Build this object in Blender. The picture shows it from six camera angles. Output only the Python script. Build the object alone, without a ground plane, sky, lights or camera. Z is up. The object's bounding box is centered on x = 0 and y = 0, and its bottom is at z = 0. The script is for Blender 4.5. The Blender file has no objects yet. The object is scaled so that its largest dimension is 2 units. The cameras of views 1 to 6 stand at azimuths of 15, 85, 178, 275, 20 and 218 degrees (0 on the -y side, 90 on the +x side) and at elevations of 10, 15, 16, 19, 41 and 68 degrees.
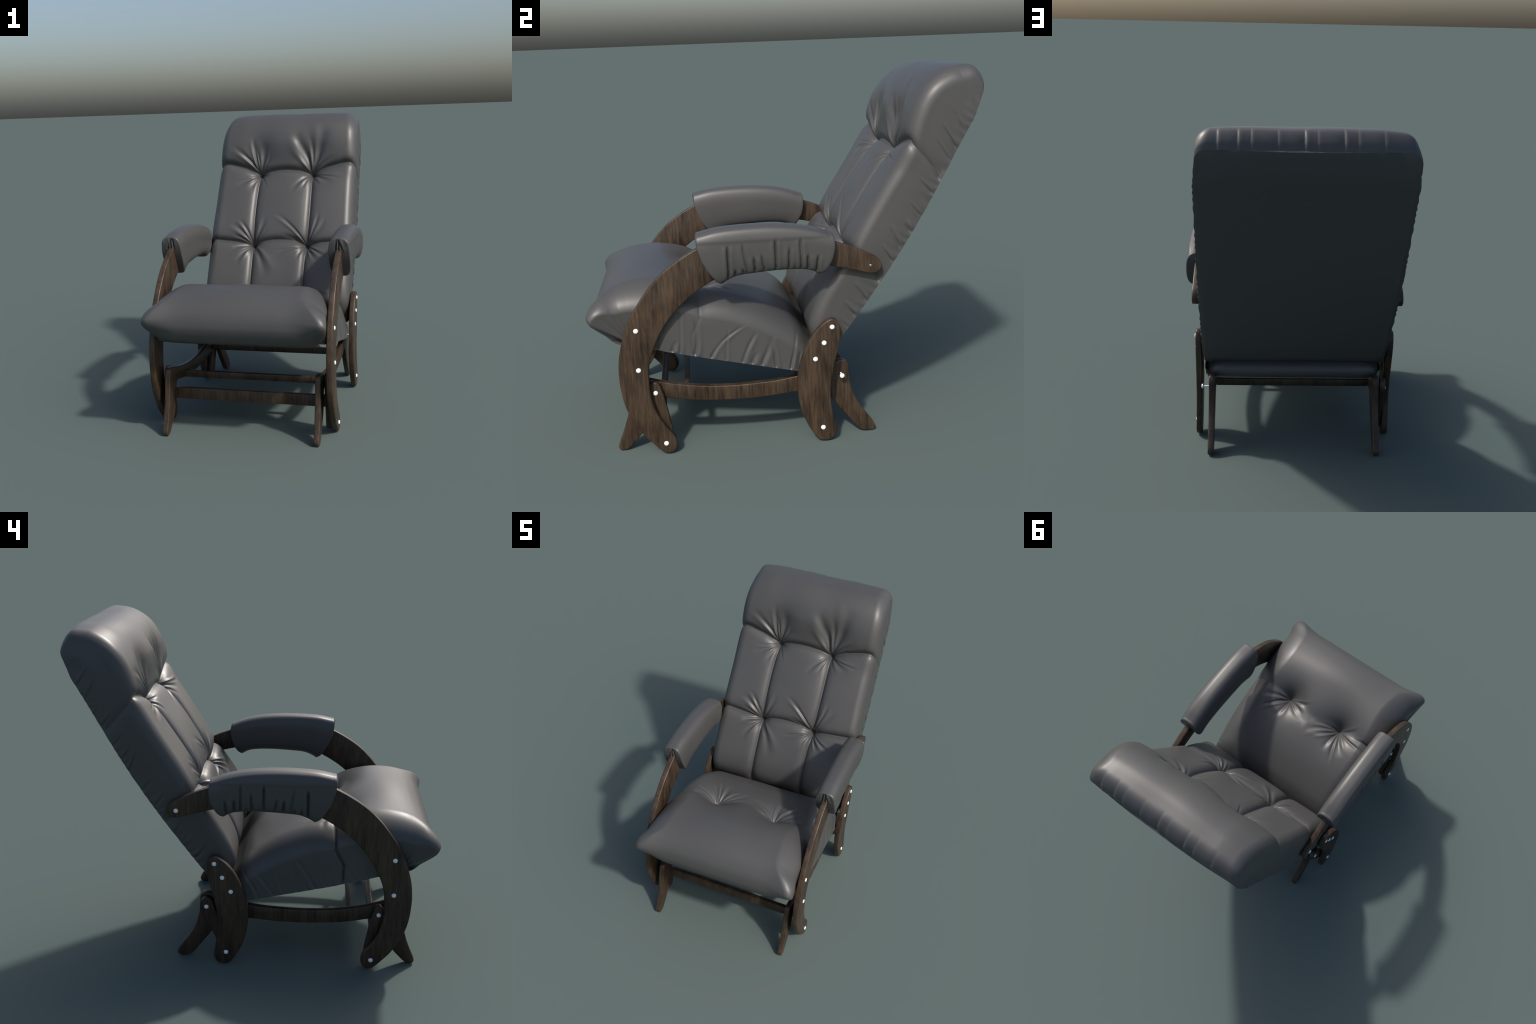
import bpy, bmesh, math, random
import numpy as np
from mathutils import Vector

random.seed(7)
rng = np.random.RandomState(7)

# ------------------------------------------------------------------ materials
def new_mat(name):
    m = bpy.data.materials.new(name)
    m.use_nodes = True
    nt = m.node_tree
    for n in list(nt.nodes):
        nt.nodes.remove(n)
    out = nt.nodes.new("ShaderNodeOutputMaterial")
    bs = nt.nodes.new("ShaderNodeBsdfPrincipled")
    nt.links.new(bs.outputs[0], out.inputs[0])
    return m, nt, bs

def N(nt, kind, **kw):
    n = nt.nodes.new(kind)
    for k, v in kw.items():
        setattr(n, k, v)
    return n

def leather_material():
    m, nt, bs = new_mat("grey_leather")
    tc = N(nt, "ShaderNodeTexCoord")
    big = N(nt, "ShaderNodeTexNoise"); big.inputs["Scale"].default_value = 3.0
    big.inputs["Detail"].default_value = 3.0
    ramp = N(nt, "ShaderNodeValToRGB")
    ramp.color_ramp.elements[0].position = 0.3
    ramp.color_ramp.elements[0].color = (0.0595, 0.0595, 0.0592, 1)
    ramp.color_ramp.elements[1].position = 0.7
    ramp.color_ramp.elements[1].color = (0.0655, 0.0652, 0.0645, 1)
    fine = N(nt, "ShaderNodeTexVoronoi"); fine.inputs["Scale"].default_value = 260.0
    bump = N(nt, "ShaderNodeBump"); bump.inputs["Strength"].default_value = 0.03
    bump.inputs["Distance"].default_value = 0.002
    L = nt.links.new
    L(tc.outputs["Object"], big.inputs["Vector"]); L(tc.outputs["Object"], fine.inputs["Vector"])
    L(big.outputs["Fac"], ramp.inputs["Fac"]); L(ramp.outputs[0], bs.inputs["Base Color"])
    L(fine.outputs["Distance"], bump.inputs["Height"]); L(bump.outputs[0], bs.inputs["Normal"])
    bs.inputs["Roughness"].default_value = 0.43
    bs.inputs["Specular IOR Level"].default_value = 0.5
    return m

def backcloth_material():
    m, nt, bs = new_mat("dark_backing_cloth")
    tc = N(nt, "ShaderNodeTexCoord")
    no = N(nt, "ShaderNodeTexNoise"); no.inputs["Scale"].default_value = 90.0
    ramp = N(nt, "ShaderNodeValToRGB")
    ramp.color_ramp.elements[0].color = (0.066, 0.068, 0.068, 1)
    ramp.color_ramp.elements[1].color = (0.076, 0.078, 0.078, 1)
    L = nt.links.new
    L(tc.outputs["Object"], no.inputs["Vector"]); L(no.outputs["Fac"], ramp.inputs["Fac"])
    L(ramp.outputs[0], bs.inputs["Base Color"])
    bs.inputs["Roughness"].default_value = 0.75
    bs.inputs["Specular IOR Level"].default_value = 0.3
    return m

def wood_material():
    m, nt, bs = new_mat("walnut_wood")
    L = nt.links.new
    tc = N(nt, "ShaderNodeTexCoord")
    def grain(scale_vec, scale, detail, rough):
        mp = N(nt, "ShaderNodeMapping"); mp.inputs["Scale"].default_value = scale_vec
        mp.inputs["Rotation"].default_value = (math.radians(4), math.radians(14), 0)
        no = N(nt, "ShaderNodeTexNoise"); no.inputs["Scale"].default_value = scale
        no.inputs["Detail"].default_value = detail; no.inputs["Roughness"].default_value = rough
        L(tc.outputs["Object"], mp.inputs["Vector"]); L(mp.outputs[0], no.inputs["Vector"])
        return no
    streak = grain((1, 1, 0.075), 95.0, 5.0, 0.7)
    band = grain((1, 1, 0.30), 16.0, 4.0, 0.6)
    mix = N(nt, "ShaderNodeMix"); mix.data_type = 'FLOAT'
    mix.inputs[0].default_value = 0.45
    L(streak.outputs["Fac"], mix.inputs[2]); L(band.outputs["Fac"], mix.inputs[3])
    ramp = N(nt, "ShaderNodeValToRGB")
    e = ramp.color_ramp.elements
    e[0].position = 0.365; e[0].color = (0.0115, 0.0076, 0.0047, 1)
    e[1].position = 0.64; e[1].color = (0.075, 0.0490, 0.0300, 1)
    mid = ramp.color_ramp.elements.new(0.49); mid.color = (0.0415, 0.0268, 0.0165, 1)
    L(mix.outputs[0], ramp.inputs["Fac"]); L(ramp.outputs[0], bs.inputs["Base Color"])
    bump = N(nt, "ShaderNodeBump"); bump.inputs["Strength"].default_value = 0.12
    bump.inputs["Distance"].default_value = 0.001
    L(streak.outputs["Fac"], bump.inputs["Height"]); L(bump.outputs[0], bs.inputs["Normal"])
    bs.inputs["Roughness"].default_value = 0.42
    bs.inputs["Specular IOR Level"].default_value = 0.4
    return m

def bolt_material(name="white_metal_bolt", lo=(0.84, 0.84, 0.85, 1), hi=(0.90, 0.90, 0.90, 1), metal=0.0):
    m, nt, bs = new_mat(name)
    tc = N(nt, "ShaderNodeTexCoord")
    no = N(nt, "ShaderNodeTexNoise"); no.inputs["Scale"].default_value = 60.0
    ramp = N(nt, "ShaderNodeValToRGB")
    ramp.color_ramp.elements[0].color = lo
    ramp.color_ramp.elements[1].color = hi
    L = nt.links.new
    L(tc.outputs["Object"], no.inputs["Vector"]); L(no.outputs["Fac"], ramp.inputs["Fac"])
    L(ramp.outputs[0], bs.inputs["Base Color"])
    bs.inputs["Metallic"].default_value = metal
    bs.inputs["Roughness"].default_value = 0.25
    return m

LEATHER, CLOTH, WOOD, METAL = leather_material(), backcloth_material(), wood_material(), bolt_material()
DARK_METAL = bolt_material("worn_chrome_bolt", (0.28, 0.29, 0.31, 1), (0.42, 0.43, 0.45, 1), 0.9)

# ------------------------------------------------------------------ scene tree
chair = bpy.data.objects.new("glider_armchair", None)
chair["label"] = "reclining glider chair, grey tufted leather cushions, walnut frame"
chair["category"] = "rocking chair"
bpy.context.collection.objects.link(chair)

def add_object(name, mesh, mat, parent=chair, smooth_angle=None):
    ob = bpy.data.objects.new(name, mesh)
    bpy.context.collection.objects.link(ob)
    ob.parent = parent
    if not mesh.materials:
        mesh.materials.append(mat)
    mesh.polygons.foreach_set("use_smooth", [True] * len(mesh.polygons))
    if smooth_angle:
        mesh.set_sharp_from_angle(angle=math.radians(smooth_angle))
    mesh.update()
    return ob

# ------------------------------------------------------------------ helpers
def spline(pts, n, closed=False):
    """Centripetal-ish Catmull-Rom through pts, resampled evenly to n points."""
    P = np.asarray(pts, float)
    m = len(P)
    if closed:
        Q = np.vstack([P[-1], P, P[0], P[1]])
    else:
        Q = np.vstack([2 * P[0] - P[1], P, 2 * P[-1] - P[-2]])
    segs = m if closed else m - 1
    out = []
    u = np.linspace(0, 1, 24, endpoint=False)[:, None]
    for i in range(segs):
        p0, p1, p2, p3 = Q[i], Q[i + 1], Q[i + 2], Q[i + 3]
        out.append(0.5 * ((2 * p1) + (-p0 + p2) * u + (2 * p0 - 5 * p1 + 4 * p2 - p3) * u ** 2
                          + (-p0 + 3 * p1 - 3 * p2 + p3) * u ** 3))
    out = np.vstack(out + [P[:1] if closed else P[-1:]])
    d = np.r_[0, np.cumsum(np.linalg.norm(np.diff(out[:, :2], axis=0), axis=1))]
    t = np.linspace(0, d[-1], n + 1)[:-1] if closed else np.linspace(0, d[-1], n)
    return np.stack([np.interp(t, d, out[:, k]) for k in range(out.shape[1])], 1)

def smoothstep(a, b, x):
    t = np.clip((x - a) / (b - a), 0, 1)
    return t * t * (3 - 2 * t)

def normals(P, wrap=False):
    if wrap:
        du = np.roll(P, -1, 1) - np.roll(P, 1, 1)
    else:
        du = np.gradient(P, axis=1)
    dv = np.gradient(P, axis=0)
    n = np.cross(du, dv)
    return n / (np.linalg.norm(n, axis=2, keepdims=True) + 1e-12)

def cusp(d, w, e=0.004):
    """pinched-seam profile: 1 on the seam, puffing away from it"""
    return np.exp(-(np.sqrt(d * d + e * e) - e) / w)

def folds(x, y, cx, cy, specs):
    """radial creases leaving a pinch point; spec = (angle deg, length, depth)"""
    D = np.zeros_like(x)
    for k, (ang, ln, amp) in enumerate(specs):
        wf = (0.7, 1.5, 1.0, 1.9, 0.8, 1.3)[(k * 5 + int(ang)) % 6]
        ln = ln * 1.15
        a = math.radians(ang)
        al = (x - cx) * math.cos(a) + (y - cy) * math.sin(a)
        pe = -(x - cx) * math.sin(a) + (y - cy) * math.cos(a)
        pe = pe - 0.18 * al * al / ln * (1 if (ang * 7) % 2 < 1 else -1)
        q = np.clip(al / ln, 0, 1)
        env = (q ** 0.6) * (1 - q) ** 1.3 * 2.1
        w = 0.0035 + 0.065 * wf * np.clip(al, 0, None)
        D += 1.2 * (0.8 + 0.3 * wf) * amp * env * (np.exp(-(pe / w) ** 2) - 0.55 * np.exp(-((pe - 1.7 * w) / w) ** 2))
    return D

def grid_mesh(name, P, close_u=False, cap_rows=False, extra=None):
    nv, nu = P.shape[:2]
    verts = P.reshape(-1, 3)
    faces = []
    for i in range(nv - 1):
        b = i * nu
        for j in range(nu - 1):
            faces.append((b + j, b + j + 1, b + nu + j + 1, b + nu + j))
        if close_u:
            faces.append((b + nu - 1, b, b + nu, b + 2 * nu - 1))
    if cap_rows:
        faces.append(tuple(range(nu))[::-1])
        faces.append(tuple((nv - 1) * nu + j for j in range(nu)))
    me = bpy.data.meshes.new(name)
    me.from_pydata(verts.tolist(), [], faces)
    bm = bmesh.new(); bm.from_mesh(me)
    bmesh.ops.remove_doubles(bm, verts=bm.verts, dist=0.00005)
    bmesh.ops.recalc_face_normals(bm, faces=bm.faces)
    bm.to_mesh(me); bm.free()
    return me

def cushion_grid(out2, core2, W, R, taper, n_front, n_cor, n_side, RG=None, flat=None):
    """Loft of rounded boxes.  out2/core2: outline and core line in the side
    plane, W half widths, R corner radii, taper = width ratio at the core."""
    nv = len(out2)
    H = np.linalg.norm(out2 - core2, axis=1)
    dirs = (out2 - core2) / H[:, None]
    cols = 2 * (n_side + n_cor) + n_front
    X = np.zeros((nv, cols)); G = np.zeros((nv, cols)); Q = np.zeros((nv, cols))
    for i in range(nv):
        w, h = W[i], H[i]
        rg = min(R[i] if RG is None else RG[i], 0.9 * h)
        r = R[i] if RG is not None else rg
        pw = 1.0 if flat is None else flat[i]
        side_g = np.linspace(0, h - rg, n_side, endpoint=False)
        th = np.linspace(0, math.pi / 2, n_cor, endpoint=False)
        xs = np.r_[np.full(n_side, w), w - r + r * np.cos(th) ** pw]
        gs = np.r_[side_g, h - rg + rg * np.sin(th) ** pw]
        fx = np.linspace(w - r, -(w - r), n_front)
        X[i] = np.r_[xs, fx, -xs[::-1]]
        G[i] = np.r_[gs, np.full(n_front, h), gs[::-1]]
        arc = 0.5 * (r + rg) * math.pi / 2
        half = np.r_[(w - r) + arc + (h - rg - side_g), (w - r) + arc * (1 - th / (math.pi / 2))]
        Q[i] = np.r_[half, fx, -half[::-1]]
        X[i] *= taper[i] + (1 - taper[i]) * np.clip(G[i] / h, 0, 1)
    AB = core2[:, None, :] + dirs[:, None, :] * G[:, :, None]
    return X, AB, G, Q, H

# ------------------------------------------------------------------ backrest
# local frame of the reclined back: s runs up the rear plane, t towards the sitter
B0 = np.array([0.285, 0.560]); BS = np.array([0.519, 0.855]); BT = np.array([-0.855, 0.519])

def back_to_world(X, s, t):
    y = B0[0] + s * BS[0] + t * BT[0]
    z = B0[1] + s * BS[1] + t * BT[1]
    return np.stack([X, y, z], -1)

def rear_line(s):
    bow = np.interp(s, [-0.12, -0.06, 0.05, 0.2, 0.35, 0.5, 0.65, 0.8, 0.95, 1.1, 1.22], [0.021, 0.016, 0.004, -0.008, -0.018, -0.024, -0.026, -0.023, -0.015, -0.006, -0.001])
    return bow + 0.044 * np.clip((s - 1.22) / 0.20, 0, 1.3) ** 2.0

def build_backrest():
    prof = [(-0.130, 0.025), (-0.150, 0.048), (-0.138, 0.076), (-0.108, 0.112), (-0.080, 0.150), (-0.040, 0.183), (0.02, 0.204), (0.10, 0.216),
            (0.25, 0.222), (0.40, 0.222), (0.55, 0.226), (0.70, 0.226), (0.85, 0.224), (0.94, 0.226), (1.00, 0.238),
            (1.09, 0.264), (1.18, 0.282), (1.26, 0.282), (1.33, 0.262), (1.40, 0.220), (1.450, 0.165),
            (1.469, 0.130), (1.468, 0.098), (1.452, 0.060), (1.427, 0.033)]
    nv = 600
    out2 = spline(prof, nv)
    cs = np.clip(out2[:, 0], -0.055, 1.27)
    core2 = np.stack([cs, rear_line(cs)], 1)
    f = np.linspace(0, 1, nv)
    s = out2[:, 0]
    W = np.interp(s, [-0.12, 0.0, 0.5, 1.0, 1.25, 1.47], [0.510, 0.516, 0.518, 0.514, 0.512, 0.497])
    W = np.where((f > 0.9) & (s < 1.45), 0.498, W)
    W = np.convolve(np.pad(W, 8, mode='edge'), np.ones(17) / 17, 'valid')
    R = np.interp(f, [0, 0.1, 0.5, 0.78, 0.9, 1.0], [0.03, 0.065, 0.072, 0.075, 0.085, 0.05])
    tap = np.where(s > 1.27, W[int(np.argmax(s > 1.27))] / W, 1.0)                # one width where the head fans out of the rear edge
    X, AB, G, Q, H = cushion_grid(out2, core2, W, R, tap, 300, 24, 48)
    P = back_to_world(X, AB[:, :, 0], AB[:, :, 1])
    S = AB[:, :, 0].copy()
    V = np.repeat(s[:, None], X.shape[1], 1)         # station height: fans out over the head
    aq = np.abs(Q)
    front = np.clip((G / H[:, None] - 0.15) / 0.5, 0, 1)       # 0 near the rear edge, 1 in front
    body = np.repeat((f < 0.86)[:, None], X.shape[1], 1)

    # side sag line of the seams: they drop towards the rear edge
    def seam_line(at_button, middle, edge, rear):
        c = np.interp(aq, [0, 0.05, 0.12, 0.194, 0.30, 0.42, 0.49, 0.56, 0.75],
                      [middle, middle - 0.002, middle - 0.35 * (middle - at_button), at_button,
                       0.45 * at_button + 0.55 * edge, edge - 0.004, edge, 0.75 * edge + 0.25 * rear, rear])
        return c
    up = seam_line(0.930, 0.957, 1.004, 0.925)
    lo = seam_line(0.372, 0.408, 0.404, 0.340)
    tailmask = smoothstep(0.84, 0.94, np.repeat(f[:, None], X.shape[1], 1))
    D = np.zeros_like(X)
    side_fade = 0.28 + 0.72 * smoothstep(0.58, 0.44, aq)
    for line, depth in ((up, 0.034), (lo, 0.033)):
        d = V - line
        above = cusp(np.clip(d, 0, None), 0.015, 0.0055); below = cusp(np.clip(-d, 0, None), 0.022, 0.0055)
        D += depth * side_fade * np.where(d > 0, above, below)
    # lengthwise seams between the buttons and down to the seat
    for sx in (-1, 1):
        d = Q - sx * (0.194 + 0.006 * np.sin((V - 0.37) * 5.5))
        m = smoothstep(0.955, 0.915, V)
        D += 0.030 * m * smoothstep(-0.13, -0.06, V) * cusp(d, 0.020, 0.003)
    # pinch points
    for sx in (-1, 1):
        for b in (0.930, 0.372):
            r = np.hypot(Q - sx * 0.194, V - b)
            D += 0.040 * cusp(r, 0.045, 0.008)
    # puffing of the panels in between
    D -= 0.010 * body * np.exp(-((V - 0.65) / 0.2) ** 2) * np.cos(np.clip(aq / 0.10, 0, math.pi / 2) * 0.9) * (aq < 0.19)
    D += folds(Q, V, -0.194, 0.930, [(128, .26, .012), (113, .24, .013), (92, .17, .008), (72, .20, .009), (48, .14, .008),
                                     (203, .16, .007), (219, .18, .008), (238, .15, .006), (338, .09, .005), (305, .12, .004)])
    D += folds(Q, V, 0.194, 0.930, [(123, .30, .012), (104, .26, .013), (82, .22, .011), (66, .32, .012), (45, .18, .008),
                                    (216, .18, .007), (236, .13, .005), (322, .15, .009), (338, .20, .008), (290, .12, .004)])
    D += folds(Q, V, -0.194, 0.372, [(148, .15, .008), (128, .20, .011), (112, .19, .012), (58, .20, .009), (38, .14, .006),
                                     (186, .14, .007), (201, .13, .008), (224, .17, .008), (305, .26, .009), (284, .10, .006)])
    D += folds(Q, V, 0.194, 0.372, [(126, .28, .012), (150, .18, .010), (62, .22, .010), (44, .20, .008), (28, .12, .005),
                                    (207, .20, .009), (272, .12, .008), (292, .14, .010), (316, .16, .010), (232, .12, .005)])
    # head roll: soft dimples and a shallow hollow over the pinches
    D += 0.026 * np.exp(-((V - 1.10) / 0.09) ** 2 - ((aq - 0.20) / 0.09) ** 2) * body
    D -= 0.020 * smoothstep(0.99, 1.15, V) * np.cos(np.clip(X / 0.48, -1, 1) * math.pi / 2) ** 1.0 * (1 - tailmask) * (aq < 0.48)
    head = smoothstep(1.10, 1.36, S)
    D += 0.018 * head * smoothstep(0.30, 0.50, -X) * smoothstep(0.10, 0.20, G)
    D += 0.005 * head * smoothstep(0.36, 0.50, X) * smoothstep(0.0, 0.10, G)
    D += 0.013 * np.exp(-((Q - 0.50) / 0.10) ** 2) * smoothstep(0.15, 0.4, V) * smoothstep(1.0, 0.85, V)
    # gathers along the rear edge: sides ...
    gath = np.zeros_like(X)
    rg = np.random.RandomState(3)
    for sgn in (-1, 1):
        pos = -0.02
        while pos < 1.38:
            pos += rg.uniform(0.06, 0.13)
            reach = rg.uniform(0.05, 0.13)
            slant = rg.uniform(0.25, 0.75)
            depth = rg.uniform(0.004, 0.009)
            gp = G                                                  # distance from the rear edge
            d = (S - slant * np.minimum(gp, 0.2)) - pos
            wd = rg.uniform(0.006, 0.010)
            env = np.clip(1 - gp / reach, 0, 1) ** 0.7
            on = (np.sign(X) == sgn) * (aq > 0.5)
            gath += depth * env * on * (np.exp(-(d / wd) ** 2) - 0.6 * np.exp(-((d - 1.8 * wd) / (1.4 * wd)) ** 2))
    D += gath
    # ... and across the top behind the head
    tail = np.clip((f - 0.925) / 0.05, 0, 1)[:, None]
    for gx in (0.40, 0.31, 0.252, 0.135, 0.018, -0.038, -0.155, -0.215, -0.33):
        d = X - gx
        D += 0.0055 * tail * (0.8 + 0.4 * math.sin(gx * 40)) * (np.where(d < 0, np.exp(-(d / 0.006) ** 2), np.exp(-(np.abs(d) / 0.024) ** 1.3)) - 0.25 * np.exp(-((d + 0.018) / 0.012) ** 2)) * (G > 0.6 * H[:, None])
    D *= smoothstep(0.0, 0.026, G + 0.003)
    # scalloped hem where the cover is gathered to the rear panel
    D += 0.0035 * (np.sin(S * 55 + 1.6 * np.sin(S * 19 + 2 * np.sign(X))) ** 2) * np.exp(-G / 0.035) * (aq > 0.5) * smoothstep(1.42, 1.25, S)
    # slow unevenness of stuffed leather
    D += 0.0025 * np.sin(V * 9 + Q * 6 + 1.0) * np.sin(Q * 11 - V * 4) * front
    nrm = normals(P)
    cen = back_to_world(np.zeros_like(X), np.clip(S, 0, 1.3), np.full_like(X, 0.08))
    sgn = np.sign(np.sum(nrm * (P - cen), axis=2, keepdims=True))
    nrm *= sgn
    P = P - nrm * D[:, :, None]
    me = grid_mesh("backrest_cushion", P, close_u=True, cap_rows=True)
    ob = add_object("backrest_cushion", me, LEATHER, smooth_angle=70)
    return ob

def build_back_panel():
    ns, nx = 120, 90
    b = np.linspace(0, 1, ns); a = np.linspace(-1, 1, nx)
    s = -0.085 + b * (1.428 + 0.085)
    hw = 0.497 - 0.105 * np.clip((s - 1.24) / 0.19, 0, 1) ** 2.6 - 0.02 * np.clip((0.0 - s) / 0.08, 0, 1) ** 2
    A, S = np.meshgrid(a, s)
    Wd = np.repeat(hw[:, None], nx, 1)
    Bn = np.repeat((2 * b - 1)[:, None], nx, 1)
    dome = (1 - np.abs(A) ** 14) * (1 - np.abs(Bn) ** 40)
    t = rear_line(S) * np.where(S > 1.15, 0.62 + 0.38 * np.abs(A) ** 3, 1.0) - 0.001 - 0.004 * dome - 0.003 * smoothstep(1.36, 1.42, S)
    P = back_to_world(A * Wd, S, t)
    back = back_to_world(A * Wd * 0.99, S, rear_line(S) + 0.012)
    verts = np.vstack([P.reshape(-1, 3), back.reshape(-1, 3)])
    n = ns * nx
    faces = []
    for i in range(ns - 1):
        for j in range(nx - 1):
            k = i * nx + j
            faces.append((k, k + 1, k + nx + 1, k + nx))
            faces.append((n + k, n + k + nx, n + k + nx + 1, n + k + 1))
    ring = [j for j in range(nx)] + [i * nx + nx - 1 for i in range(1, ns)] \
        + [(ns - 1) * nx + j for j in range(nx - 2, -1, -1)] + [i * nx for i in range(ns - 2, 0, -1)]
    for k in range(len(ring)):
        p, q = ring[k], ring[(k + 1) % len(ring)]
        faces.append((p, n + p, n + q, q))
    me = bpy.data.meshes.new("back_panel")
    me.from_pydata(verts.tolist(), [], faces)
    bm = bmesh.new(); bm.from_mesh(me)
    bmesh.ops.recalc_face_normals(bm, faces=bm.faces)
    bm.to_mesh(me); bm.free()
    add_object("back_panel", me, CLOTH, smooth_angle=60)

# ------------------------------------------------------------------ seat
def seat_floor(y):
    return 0.3925 + (0.015 - y) * 0.238

def build_seat():
    prof = [(0.125, 0.355), (0.205, 0.370), (0.238, 0.410), (0.222, 0.455), (0.150, 0.490), (0.105, 0.535), (0.060, 0.598),
            (0.00, 0.655), (-0.13, 0.734), (-0.27, 0.793), (-0.41, 0.838), (-0.54, 0.874), (-0.67, 0.892),
            (-0.78, 0.885), (-0.86, 0.865), (-0.915, 0.836), (-0.948, 0.802), (-0.968, 0.768), (-0.978, 0.732),
            (-0.980, 0.695), (-0.966, 0.652), (-0.936, 0.614), (-0.900, 0.592), (-0.860, 0.582)]
    nv = 500
    out2 = spline(prof, nv)
    cy = np.clip(out2[:, 0], -0.78, 0.10)
    core2 = np.stack([cy, seat_floor(cy)], 1)
    f = np.linspace(0, 1, nv)
    y = out2[:, 0]
    z = out2[:, 1]
    fr = smoothstep(-0.72, -0.96, y)
    W = np.interp(y, [-0.99, -0.95, -0.85, -0.6, -0.2, 0.1, 0.22], [0.556, 0.552, 0.530, 0.512, 0.508, 0.500, 0.490])
    low = smoothstep(0.755, 0.61, z) * fr
    W = W - 0.055 * low
    upper = (f > 0.15) & (f < np.interp(0.76, [0, 1], [0, 1]))
    tip = int(np.argmin(y))                                  # station of the pinched front edge
    R = np.where(np.arange(nv) <= tip, np.interp(y, [-0.975, -0.94, -0.88, -0.70, -0.3, 0.0, 0.2], [0.05, 0.10, 0.15, 0.16, 0.13, 0.15, 0.11]),
                 np.interp(np.arange(nv), [tip, nv - 1], [0.05, 0.03]))
    RG = np.where(np.arange(nv) <= tip, np.interp(y, [-0.975, -0.94, -0.88, -0.70, -0.3, 0.0, 0.2], [0.035, 0.060, 0.11, 0.130, 0.13, 0.14, 0.08]),
                  np.interp(np.arange(nv), [tip, nv - 1], [0.035, 0.02]))
    sm = lambda q: np.convolve(np.pad(q, 6, mode='edge'), np.ones(13) / 13, 'valid')
    R, RG = sm(R), sm(RG)
    pw = np.interp(y, [-0.96, -0.80, -0.4, 0.0], [1.25, 1.30, 1.15, 1.0])
    tap = np.interp(y, [-0.99, -0.80, -0.6, -0.4, 0.1, 0.2], [0.90, 0.955, 1.02, 1.035, 1.03, 1.0])
    X, AB, G, Q, H = cushion_grid(out2, core2, W, R, tap, 190, 34, 50, RG=RG, flat=pw)
    Y, Zc = AB[:, :, 0], AB[:, :, 1]
    corner = smoothstep(0.30, 0.55, np.abs(X)) ** 1.5 * fr[:, None]
    Y = Y + (0.055 * low[:, None] - 0.030 * (1 - low[:, None])) * corner * np.clip(G / H[:, None], 0, 1)      # pillow corners drawn forward
    P = np.stack([X, Y, Zc], -1)
    V = np.repeat(y[:, None], X.shape[1], 1)
    aq = np.abs(Q)
    top = np.repeat((smoothstep(0.12, 0.20, f) * (1 - smoothstep(-0.50, -0.80, y)) * (np.arange(nv) < tip))[:, None], X.shape[1], 1)
    topside = smoothstep(0.62, 0.46, aq) * top
    D = np.zeros_like(X)
    # valley behind the front roll, pinched at two buttons
    line = -0.412 + 0.02 * np.cos(np.clip(aq / 0.207, 0, 1) * math.pi) - 0.02
    d = V - line - 0.02
    D += 0.018 * topside * cusp(d, 0.055, 0.02)
    for sx in (-1, 1):
        r = np.hypot(Q - sx * 0.207, V + 0.412)
        D += 0.085 * top * cusp(r, 0.062, 0.012)
    D += 0.005 * smoothstep(0.30, 0.48, Q) * smoothstep(0.75, 0.55, Q) * top * smoothstep(-0.85, -0.5, V)
    D += top * folds(Q, V, -0.207, -0.412, [(160, .22, .010), (118, .16, .008), (98, .20, .009), (72, .15, .008), (45, .17, .010),
                                            (18, .20, .009), (2, .16, .007), (200, .12, .004), (330, .10, .003)])
    D += top * folds(Q, V, 0.207, -0.412, [(165, .19, .010), (140, .16, .008), (95, .14, .008), (55, .16, .010), (38, .18, .010),
                                           (10, .17, .008), (182, .14, .006), (340, .12, .004)])
    # seam that runs from the valley down the flanks (S-shaped)
    for sx, amp in ((-1, 0.014), (1, 0.002)):
        sl = np.interp(aq, [0.28, 0.40, 0.50, 0.60, 0.70, 0.80], [-0.412, -0.43, -0.44, -0.445, -0.49, -0.485])
        m = smoothstep(0.30, 0.45, aq) * (np.sign(Q) == sx) * top
        D += amp * m * (cusp(V - sl, 0.005, 0.001) + 0.4 * cusp(V - sl, 0.03, 0.004))
    # gathers at the lower edge of the flanks
    rg = np.random.RandomState(11)
    for sgn, gain in ((1, 1.0), (-1, 0.55)):
        pos = -0.80
        while pos < 0.12:
            pos += rg.uniform(0.040, 0.085)
            reach = rg.choice([0.06, 0.10, 0.15, 0.20]) * rg.uniform(0.85, 1.2)
            slant = rg.uniform(-0.05, 0.40)
            bend = rg.uniform(-1.5, 2.5)
            depth = gain * rg.uniform(0.005, 0.012)
            wd = rg.uniform(0.006, 0.012)
            gl = np.minimum(G, 0.24)
            dd = (Y - slant * gl - bend * gl * gl) - pos
            env = np.clip(1 - G / reach, 0, 1) ** 0.6 * (0.75 + 0.25 * np.sin(G * 40 + pos * 90))
            on = (np.sign(X) == sgn) * (aq > 0.45)
            D += depth * env * on * (np.exp(-(dd / wd) ** 2) - 0.6 * np.exp(-((dd - 2.0 * wd) / (1.6 * wd)) ** 2))
    D -= 0.014 * np.exp(-((V + 0.76) / 0.14) ** 2 - (Q / 0.26) ** 2) * (np.arange(nv) < tip)[:, None] * smoothstep(-0.95, -0.86, V)
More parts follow.
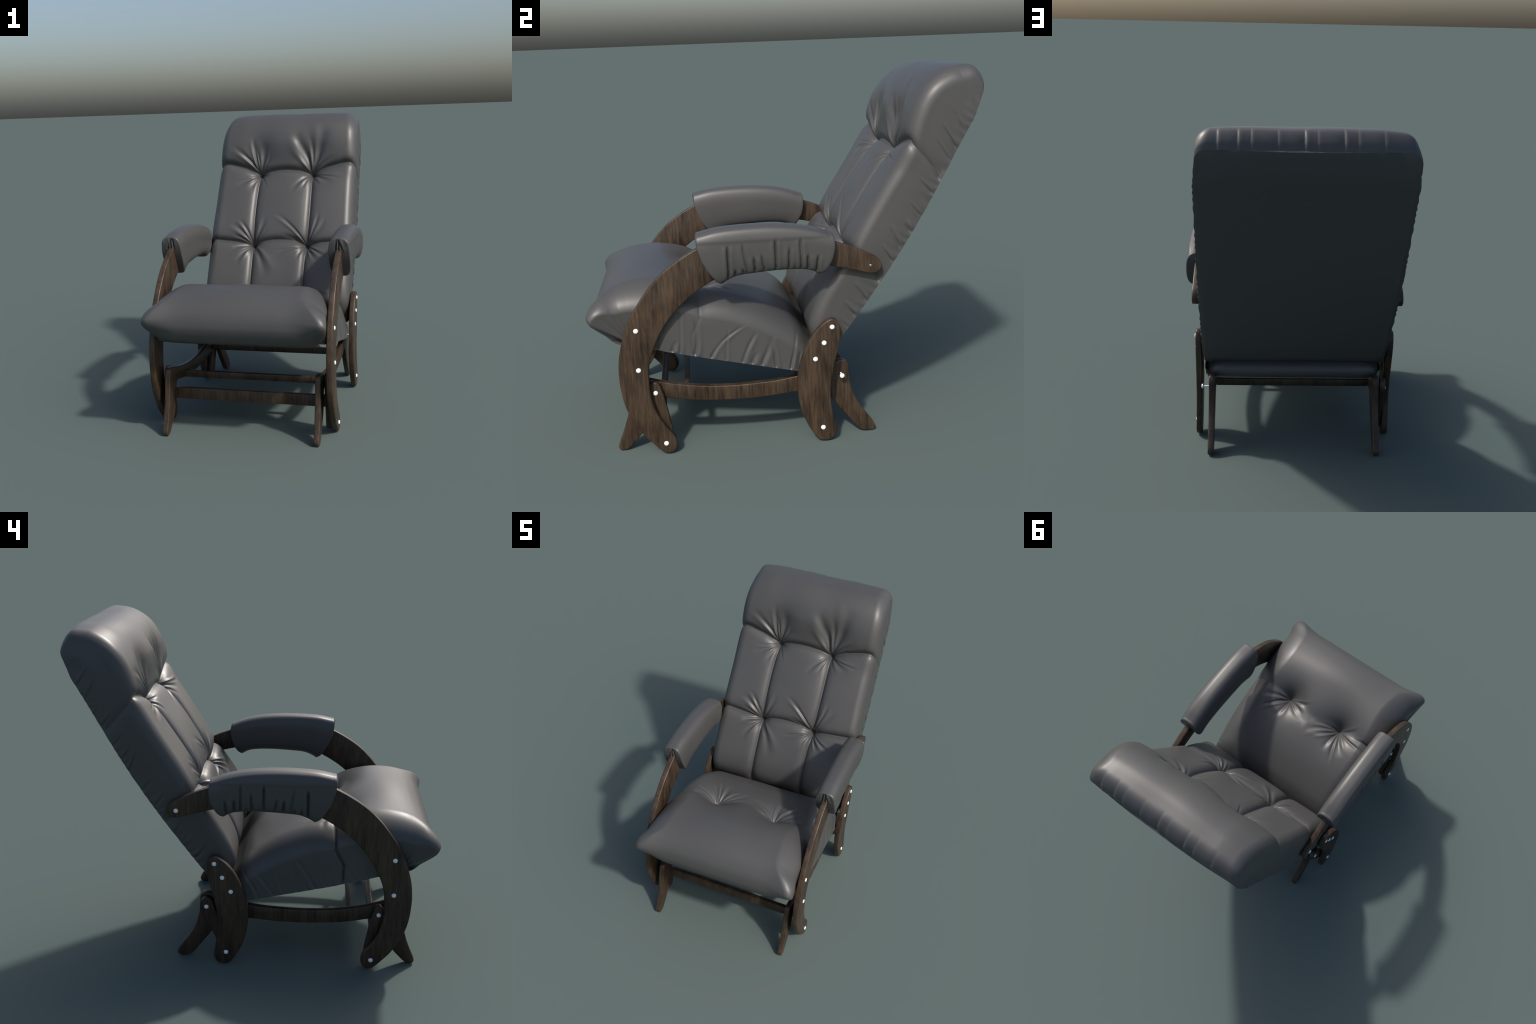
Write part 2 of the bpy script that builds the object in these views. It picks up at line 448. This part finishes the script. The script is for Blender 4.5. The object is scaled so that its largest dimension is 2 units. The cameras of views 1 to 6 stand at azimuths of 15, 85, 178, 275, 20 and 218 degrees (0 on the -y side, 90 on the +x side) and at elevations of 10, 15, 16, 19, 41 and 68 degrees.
    # folds fanning out of the front corners
    for sgn in (-1, 1):
        for ang, dp in ((0.25, .006), (0.55, .008), (0.85, .006), (1.1, .004)):
            fan = np.arctan2(Zc - seat_floor(-0.78), -(Y + 0.78) + 1e-6)
            on = (np.sign(X) == sgn) * smoothstep(-0.785, -0.84, Y) * smoothstep(0.45, 0.50, aq)
            D += dp * on * np.exp(-((fan - ang) / 0.055) ** 2) * np.clip(1 - G / 0.22, 0, 1) ** 0.5 * smoothstep(0.02, 0.06, G)
    D *= smoothstep(-0.004, 0.010, G)
    D += 0.003 * np.sin(V * 7 + Q * 5) * np.sin(Q * 8 - V * 3 + 1) * top
    nrm = normals(P)
    cen = np.stack([np.zeros_like(X), np.clip(Y, -0.78, 0.10), seat_floor(np.clip(Y, -0.78, 0.1)) + 0.06], -1)
    nrm *= np.sign(np.sum(nrm * (P - cen), axis=2, keepdims=True))
    P = P - nrm * D[:, :, None]
    me = grid_mesh("seat_cushion", P, close_u=True, cap_rows=True)
    add_object("seat_cushion", me, LEATHER, smooth_angle=70)

# ------------------------------------------------------------------ armrest pads
def build_pad(side):
    T = [(-0.424, 1.150), (-0.340, 1.167), (-0.250, 1.174), (-0.150, 1.176), (-0.057, 1.173), (0.040, 1.163), (0.135, 1.142), (0.206, 1.116)]
    Bm = [(-0.322, 0.892), (-0.298, 0.908), (-0.245, 0.929), (-0.155, 0.938), (-0.050, 0.944), (0.045, 0.943), (0.110, 0.934), (0.152, 0.912)]
    both = spline(np.hstack([T, Bm]), 170)
    T, Bm = both[:, :2], both[:, 2:]
    n = len(T)
    nr = 120
    th = np.linspace(0, 2 * math.pi, nr, endpoint=False)
    c, s = np.cos(th), np.sin(th)
    xs = np.sign(c) * np.abs(c) ** 0.62
    xs = np.where(s < 0, np.sign(c) * np.abs(c) ** 0.5, xs)
    ms = 0.5 + 0.5 * np.sign(s) * np.abs(s) ** np.where(s > 0, 0.66, 0.8)      # 0 bottom .. 1 top
    p = np.linspace(0, 1, n)
    rows = []
    def section(Tp, Bp, bulge, k, shift):
        m = 0.5 + (ms - 0.5) * k
        x = 0.5395 + 0.0675 * xs * k
        y = Bp[0] + (Tp[0] - Bp[0]) * m + bulge * 4 * m * (1 - m) * 0.9 + shift
        z = Bp[1] + (Tp[1] - Bp[1]) * m
        return np.stack([x, y, z], 1)
    bul = np.interp(p, [0, 0.35, 0.7, 1], [-0.032, 0, 0, 0.030])
    capn = 14
    for i in range(capn):                                  # front face, centre -> rim
        k = (i + 0.02) / capn
        rows.append(section(T[0], Bm[0], bul[0], k * 0.93, -0.016 + 0.0 * k))
    for a in np.linspace(0, 1, 6)[:-1]:
        k = 0.93 + 0.07 * math.sin(a * math.pi / 2)
        rows.append(section(T[0], Bm[0], bul[0], k, -0.016 * math.cos(a * math.pi / 2)))
    n0 = len(rows)
    for i in range(n):
        rows.append(section(T[i], Bm[i], bul[i], 1.0, 0.0))
    n1 = len(rows)
    for a in np.linspace(0, 1, 6)[1:]:
        k = 0.93 + 0.07 * math.cos(a * math.pi / 2)
        rows.append(section(T[-1], Bm[-1], bul[-1], k, 0.016 * math.sin(a * math.pi / 2)))
    for i in range(capn - 1, -1, -1):
        k = (i + 0.02) / capn
        rows.append(section(T[-1], Bm[-1], bul[-1], k * 0.93, 0.016))
    P = np.array(rows)
    nrm = normals(P, wrap=True)
    cen = P.mean(axis=1, keepdims=True)
    cen[:, :, 1] = np.clip(cen[:, :, 1], -0.33, 0.13)
    nrm *= np.sign(np.sum(nrm * (P - cen), axis=2, keepdims=True))
    D = np.zeros(P.shape[:2])
    outer = smoothstep(0.575, 0.592, P[:, :, 0])
    # gathered folds on the outer face: (y at top, z at top, y at bottom, depth)
    gathers = [(-0.292, 1.088, -0.290, .014), (-0.222, 1.092, -0.196, .008), (-0.168, 1.030, -0.158, .012),
               (-0.131, 1.038, -0.112, .010), (-0.062, 1.108, -0.058, .013), (0.006, 1.064, 0.003, .011),
               (0.060, 1.108, 0.064, .010), (0.095, 1.028, 0.097, .012), (0.145, 1.020, 0.138, .012),
               (-0.258, 0.972, -0.258, .011), (-0.226, 0.975, -0.213, .010), (0.030, 0.985, 0.032, .004)]
    for yt, zt, yb, dep in gathers:
        zz = P[:, :, 2]
        fr = np.clip((zt - zz) / (zt - 0.935), 0, 1)
        yc = yt + (yb - yt) * fr
        d = P[:, :, 1] - yc
        env = smoothstep(zt + 0.004, zt - 0.03, zz)
        D += dep * outer * env * (np.exp(-(d / 0.0055) ** 2) - 0.22 * np.exp(-((np.abs(d) - 0.017) / 0.011) ** 2))
    # band over the gathers stands slightly proud
    D -= 0.003 * outer * smoothstep(1.095, 1.115, P[:, :, 2])
    # scalloped lower hem outside, and pleats above the wood at the front end
    rim = np.zeros(P.shape[0]); rim[4:n0 + 3] = 1
    for px, tilt in ((0.520, 0.10), (0.538, 0.0), (0.560, -0.35)):
        zz = P[:, :, 2]
        d = P[:, :, 0] - (px - tilt * (zz - 1.075) * -1)
        env = smoothstep(1.055, 1.075, zz) * smoothstep(1.150, 1.120, zz)
        D += 0.012 * rim[:, None] * env * (np.exp(-(d / 0.0035) ** 2) - 0.3 * np.exp(-((d - 0.009) / 0.006) ** 2))
    P = P - nrm * D[:, :, None]
    if side < 0:
        P = P * np.array([-1, 1, 1])
    me = grid_mesh("armrest_pad", P, close_u=True, cap_rows=True)
    return add_object("armrest_pad", me, LEATHER, smooth_angle=75)

# ------------------------------------------------------------------ wooden plates
def plate(name, outline, x0, x1, n=150, bevel=0.006):
    """flat board cut to a closed smooth outline in the y-z plane, edges eased"""
    pts = spline(outline, n, closed=True)
    bm = bmesh.new()
    vs = [bm.verts.new((x0, p[0], p[1])) for p in pts]
    face = bm.faces.new(vs)
    ext = bmesh.ops.extrude_face_region(bm, geom=[face])
    nvs = [g for g in ext["geom"] if isinstance(g, bmesh.types.BMVert)]
    for v in nvs:
        v.co.x = x1
    bm.normal_update()
    rim = [e for e in bm.edges if abs(e.verts[0].co.x - e.verts[1].co.x) < 1e-6]
    bmesh.ops.bevel(bm, geom=rim, offset=bevel, segments=3, profile=0.5, affect='EDGES', clamp_overlap=True)
    bmesh.ops.recalc_face_normals(bm, faces=bm.faces)
    me = bpy.data.meshes.new(name)
    bm.to_mesh(me); bm.free()
    return me

def mirror_mesh(me):
    m2 = me.copy()
    bm = bmesh.new(); bm.from_mesh(m2)
    for v in bm.verts:
        v.co.x = -v.co.x
    bmesh.ops.reverse_faces(bm, faces=bm.faces)
    bm.to_mesh(m2); bm.free()
    return m2

def both_sides(name, me, mat, sides=(1, -1), angle=40):
    obs = []
    for sd in sides:
        obs.append(add_object(name, me if sd > 0 else mirror_mesh(me), mat, smooth_angle=angle))
    return obs

arm_outline = [(-0.435, 1.074), (-0.525, 1.024), (-0.602, 0.969), (-0.655, 0.918), (-0.707, 0.857), (-0.764, 0.774),
               (-0.803, 0.700), (-0.833, 0.620), (-0.852, 0.541), (-0.860, 0.465), (-0.858, 0.391), (-0.849, 0.315),
               (-0.826, 0.235), (-0.768, 0.126), (-0.722, 0.069), (-0.668, 0.014), (-0.645, 0.004), (-0.618, 0.010),
               (-0.599, 0.036), (-0.597, 0.070), (-0.614, 0.110), (-0.650, 0.158), (-0.684, 0.222), (-0.705, 0.290),
               (-0.713, 0.345), (-0.712, 0.431), (-0.703, 0.505), (-0.676, 0.583), (-0.633, 0.670), (-0.571, 0.752),
               (-0.497, 0.823), (-0.429, 0.872), (-0.355, 0.914), (-0.25, 0.955), (-0.12, 0.968), (0.02, 0.967),
               (0.12, 0.957), (0.202, 0.946), (0.278, 0.930), (0.364, 0.907), (0.420, 0.893), (0.444, 0.898),
               (0.464, 0.916), (0.468, 0.937), (0.458, 0.958), (0.434, 0.980), (0.383, 1.006), (0.308, 1.040),
               (0.228, 1.068), (0.10, 1.108), (-0.06, 1.128), (-0.20, 1.132), (-0.33, 1.115)]
rear_outline = [(0.209, 0.668), (0.179, 0.654), (0.140, 0.618), (0.100, 0.562), (0.064, 0.482), (0.041, 0.406),
                (0.031, 0.330), (0.036, 0.250), (0.053, 0.170), (0.088, 0.085), (0.132, 0.020), (0.160, 0.006),
                (0.195, 0.007), (0.223, 0.031), (0.230, 0.065), (0.216, 0.136), (0.203, 0.218), (0.203, 0.303),
                (0.217, 0.397), (0.240, 0.494), (0.253, 0.560), (0.256, 0.610), (0.246, 0.648), (0.230, 0.665)]
base_outline = [(-0.806, 0.376), (-0.816, 0.330), (-0.830, 0.245), (-0.850, 0.160), (-0.874, 0.092), (-0.896, 0.040),
                (-0.901, 0.016), (-0.888, 0.001), (-0.853, 0.006), (-0.814, 0.042), (-0.774, 0.088), (-0.744, 0.132),
                (-0.724, 0.180), (-0.711, 0.240), (-0.700, 0.277), (-0.680, 0.285), (-0.618, 0.273), (-0.527, 0.256),
                (-0.430, 0.245), (-0.281, 0.238), (-0.148, 0.240), (-0.04, 0.249), (0.038, 0.257), (0.110, 0.272),
                (0.145, 0.279), (0.166, 0.270), (0.185, 0.246), (0.214, 0.210), (0.254, 0.157), (0.306, 0.089),
                (0.352, 0.030), (0.385, 0.006), (0.433, 0.002), (0.450, 0.016), (0.445, 0.042), (0.417, 0.083),
                (0.371, 0.147), (0.338, 0.212), (0.318, 0.280), (0.312, 0.330), (0.308, 0.385), (0.288, 0.412),
                (0.255, 0.412), (0.20, 0.388), (0.12, 0.360), (0.041, 0.343), (-0.05, 0.329), (-0.144, 0.322),
                (-0.277, 0.318), (-0.425, 0.325), (-0.570, 0.346), (-0.668, 0.369), (-0.730, 0.388), (-0.785, 0.396)]
front_link = [(-0.690, 0.380), (-0.668, 0.366), (-0.655, 0.328), (-0.646, 0.290), (-0.631, 0.205), (-0.614, 0.104),
              (-0.612, 0.055), (-0.630, 0.028), (-0.662, 0.022), (-0.686, 0.045), (-0.690, 0.090), (-0.702, 0.180),
              (-0.716, 0.270), (-0.724, 0.325), (-0.716, 0.362)]
rear_link = [(0.272, 0.398), (0.298, 0.382), (0.306, 0.350), (0.296, 0.312), (0.264, 0.247), (0.238, 0.181),
             (0.206, 0.105), (0.192, 0.060), (0.166, 0.040), (0.135, 0.052), (0.124, 0.085), (0.140, 0.130),
             (0.176, 0.215), (0.205, 0.285), (0.225, 0.345), (0.240, 0.385)]

both_sides("arm_frame", plate("arm_frame", arm_outline, 0.5205, 0.557, n=260), WOOD)
both_sides("rear_support", plate("rear_support", rear_outline, 0.5225, 0.557, n=150), WOOD)
both_sides("base_side", plate("base_side", base_outline, 0.446, 0.480, n=280), WOOD)
both_sides("swing_link", plate("swing_link", front_link, 0.4845, 0.5165, n=90), WOOD)
both_sides("swing_link", plate("swing_link", rear_link, 0.4845, 0.5165, n=90), WOOD, sides=(-1,))

def bar(name, half_x, y0, y1, z0, z1, bev=0.005):
    bm = bmesh.new()
    bmesh.ops.create_cube(bm, size=1)
    for v in bm.verts:
        v.co = Vector((v.co.x * 2 * half_x, y0 + (v.co.y + .5) * (y1 - y0), z0 + (v.co.z + .5) * (z1 - z0)))
    ed = [e for e in bm.edges if abs(e.verts[0].co.x - e.verts[1].co.x) > 0.1]
    bmesh.ops.bevel(bm, geom=ed, offset=bev, segments=2, profile=0.5, affect='EDGES')
    me = bpy.data.meshes.new(name)
    bm.to_mesh(me); bm.free()
    return add_object(name, me, WOOD, smooth_angle=40)

bar("crossbar", 0.4855, -0.676, -0.646, 0.161, 0.233)
bar("crossbar", 0.4465, -0.544, -0.516, 0.2575, 0.301)
bar("crossbar", 0.4465, 0.052, 0.082, 0.258, 0.302)

# ------------------------------------------------------------------ bolts
def bolt_mesh(r=0.0128, h=0.0065, shank=0.012):
    rows = [(0.0, h), (0.40, h * 0.98), (0.70, h * 0.88), (0.90, h * 0.60), (1.0, 0.0), (0.98, -0.002), (0.4, -0.002), (0.4, -shank)]
    n = 28
    verts, faces = [], []
    for k, (rr, x) in enumerate(rows):
        for i in range(n):
            a = 2 * math.pi * i / n
            q = max(rr, 0.01) * r
            verts.append((x, q * math.cos(a), q * math.sin(a)))
    for k in range(len(rows) - 1):
        for i in range(n):
            j = (i + 1) % n
            faces.append((k * n + i, (k + 1) * n + i, (k + 1) * n + j, k * n + j))
    faces.append(tuple(range(n)))
    me = bpy.data.meshes.new("bolt")
    me.from_pydata(verts, [], faces)
    bm = bmesh.new(); bm.from_mesh(me)
    bmesh.ops.recalc_face_normals(bm, faces=bm.faces)
    bm.to_mesh(me); bm.free()
    return me

BOLT = bolt_mesh(); LONG = bolt_mesh(shank=0.040); SUNK = bolt_mesh(r=0.0085, h=0.004)
spots = [(0.557, -0.759, 0.676), (0.557, -0.761, 0.469), (0.557, -0.651, 0.061),
         (0.557, 0.214, 0.627), (0.557, 0.172, 0.545), (0.557, 0.126, 0.461), (0.557, 0.159, 0.080),
         (0.5165, -0.689, 0.323), (0.5165, 0.269, 0.342), (0.557, 0.412, 0.934)]
for sd in (1, -1):
    for x, yy, zz in spots:
        me = BOLT
        if sd > 0 and abs(yy - 0.269) < 1e-6:
            me = LONG
        if sd > 0 and abs(yy - 0.412) < 1e-6:
            me = SUNK
        ob = add_object("bolt", me, DARK_METAL if me is SUNK else METAL, smooth_angle=50)
        ob.location = (sd * x, yy, zz)
        if sd < 0:
            ob.rotation_euler = (0, 0, math.pi)

build_backrest()
build_back_panel()
build_seat()
build_pad(1)
build_pad(-1)
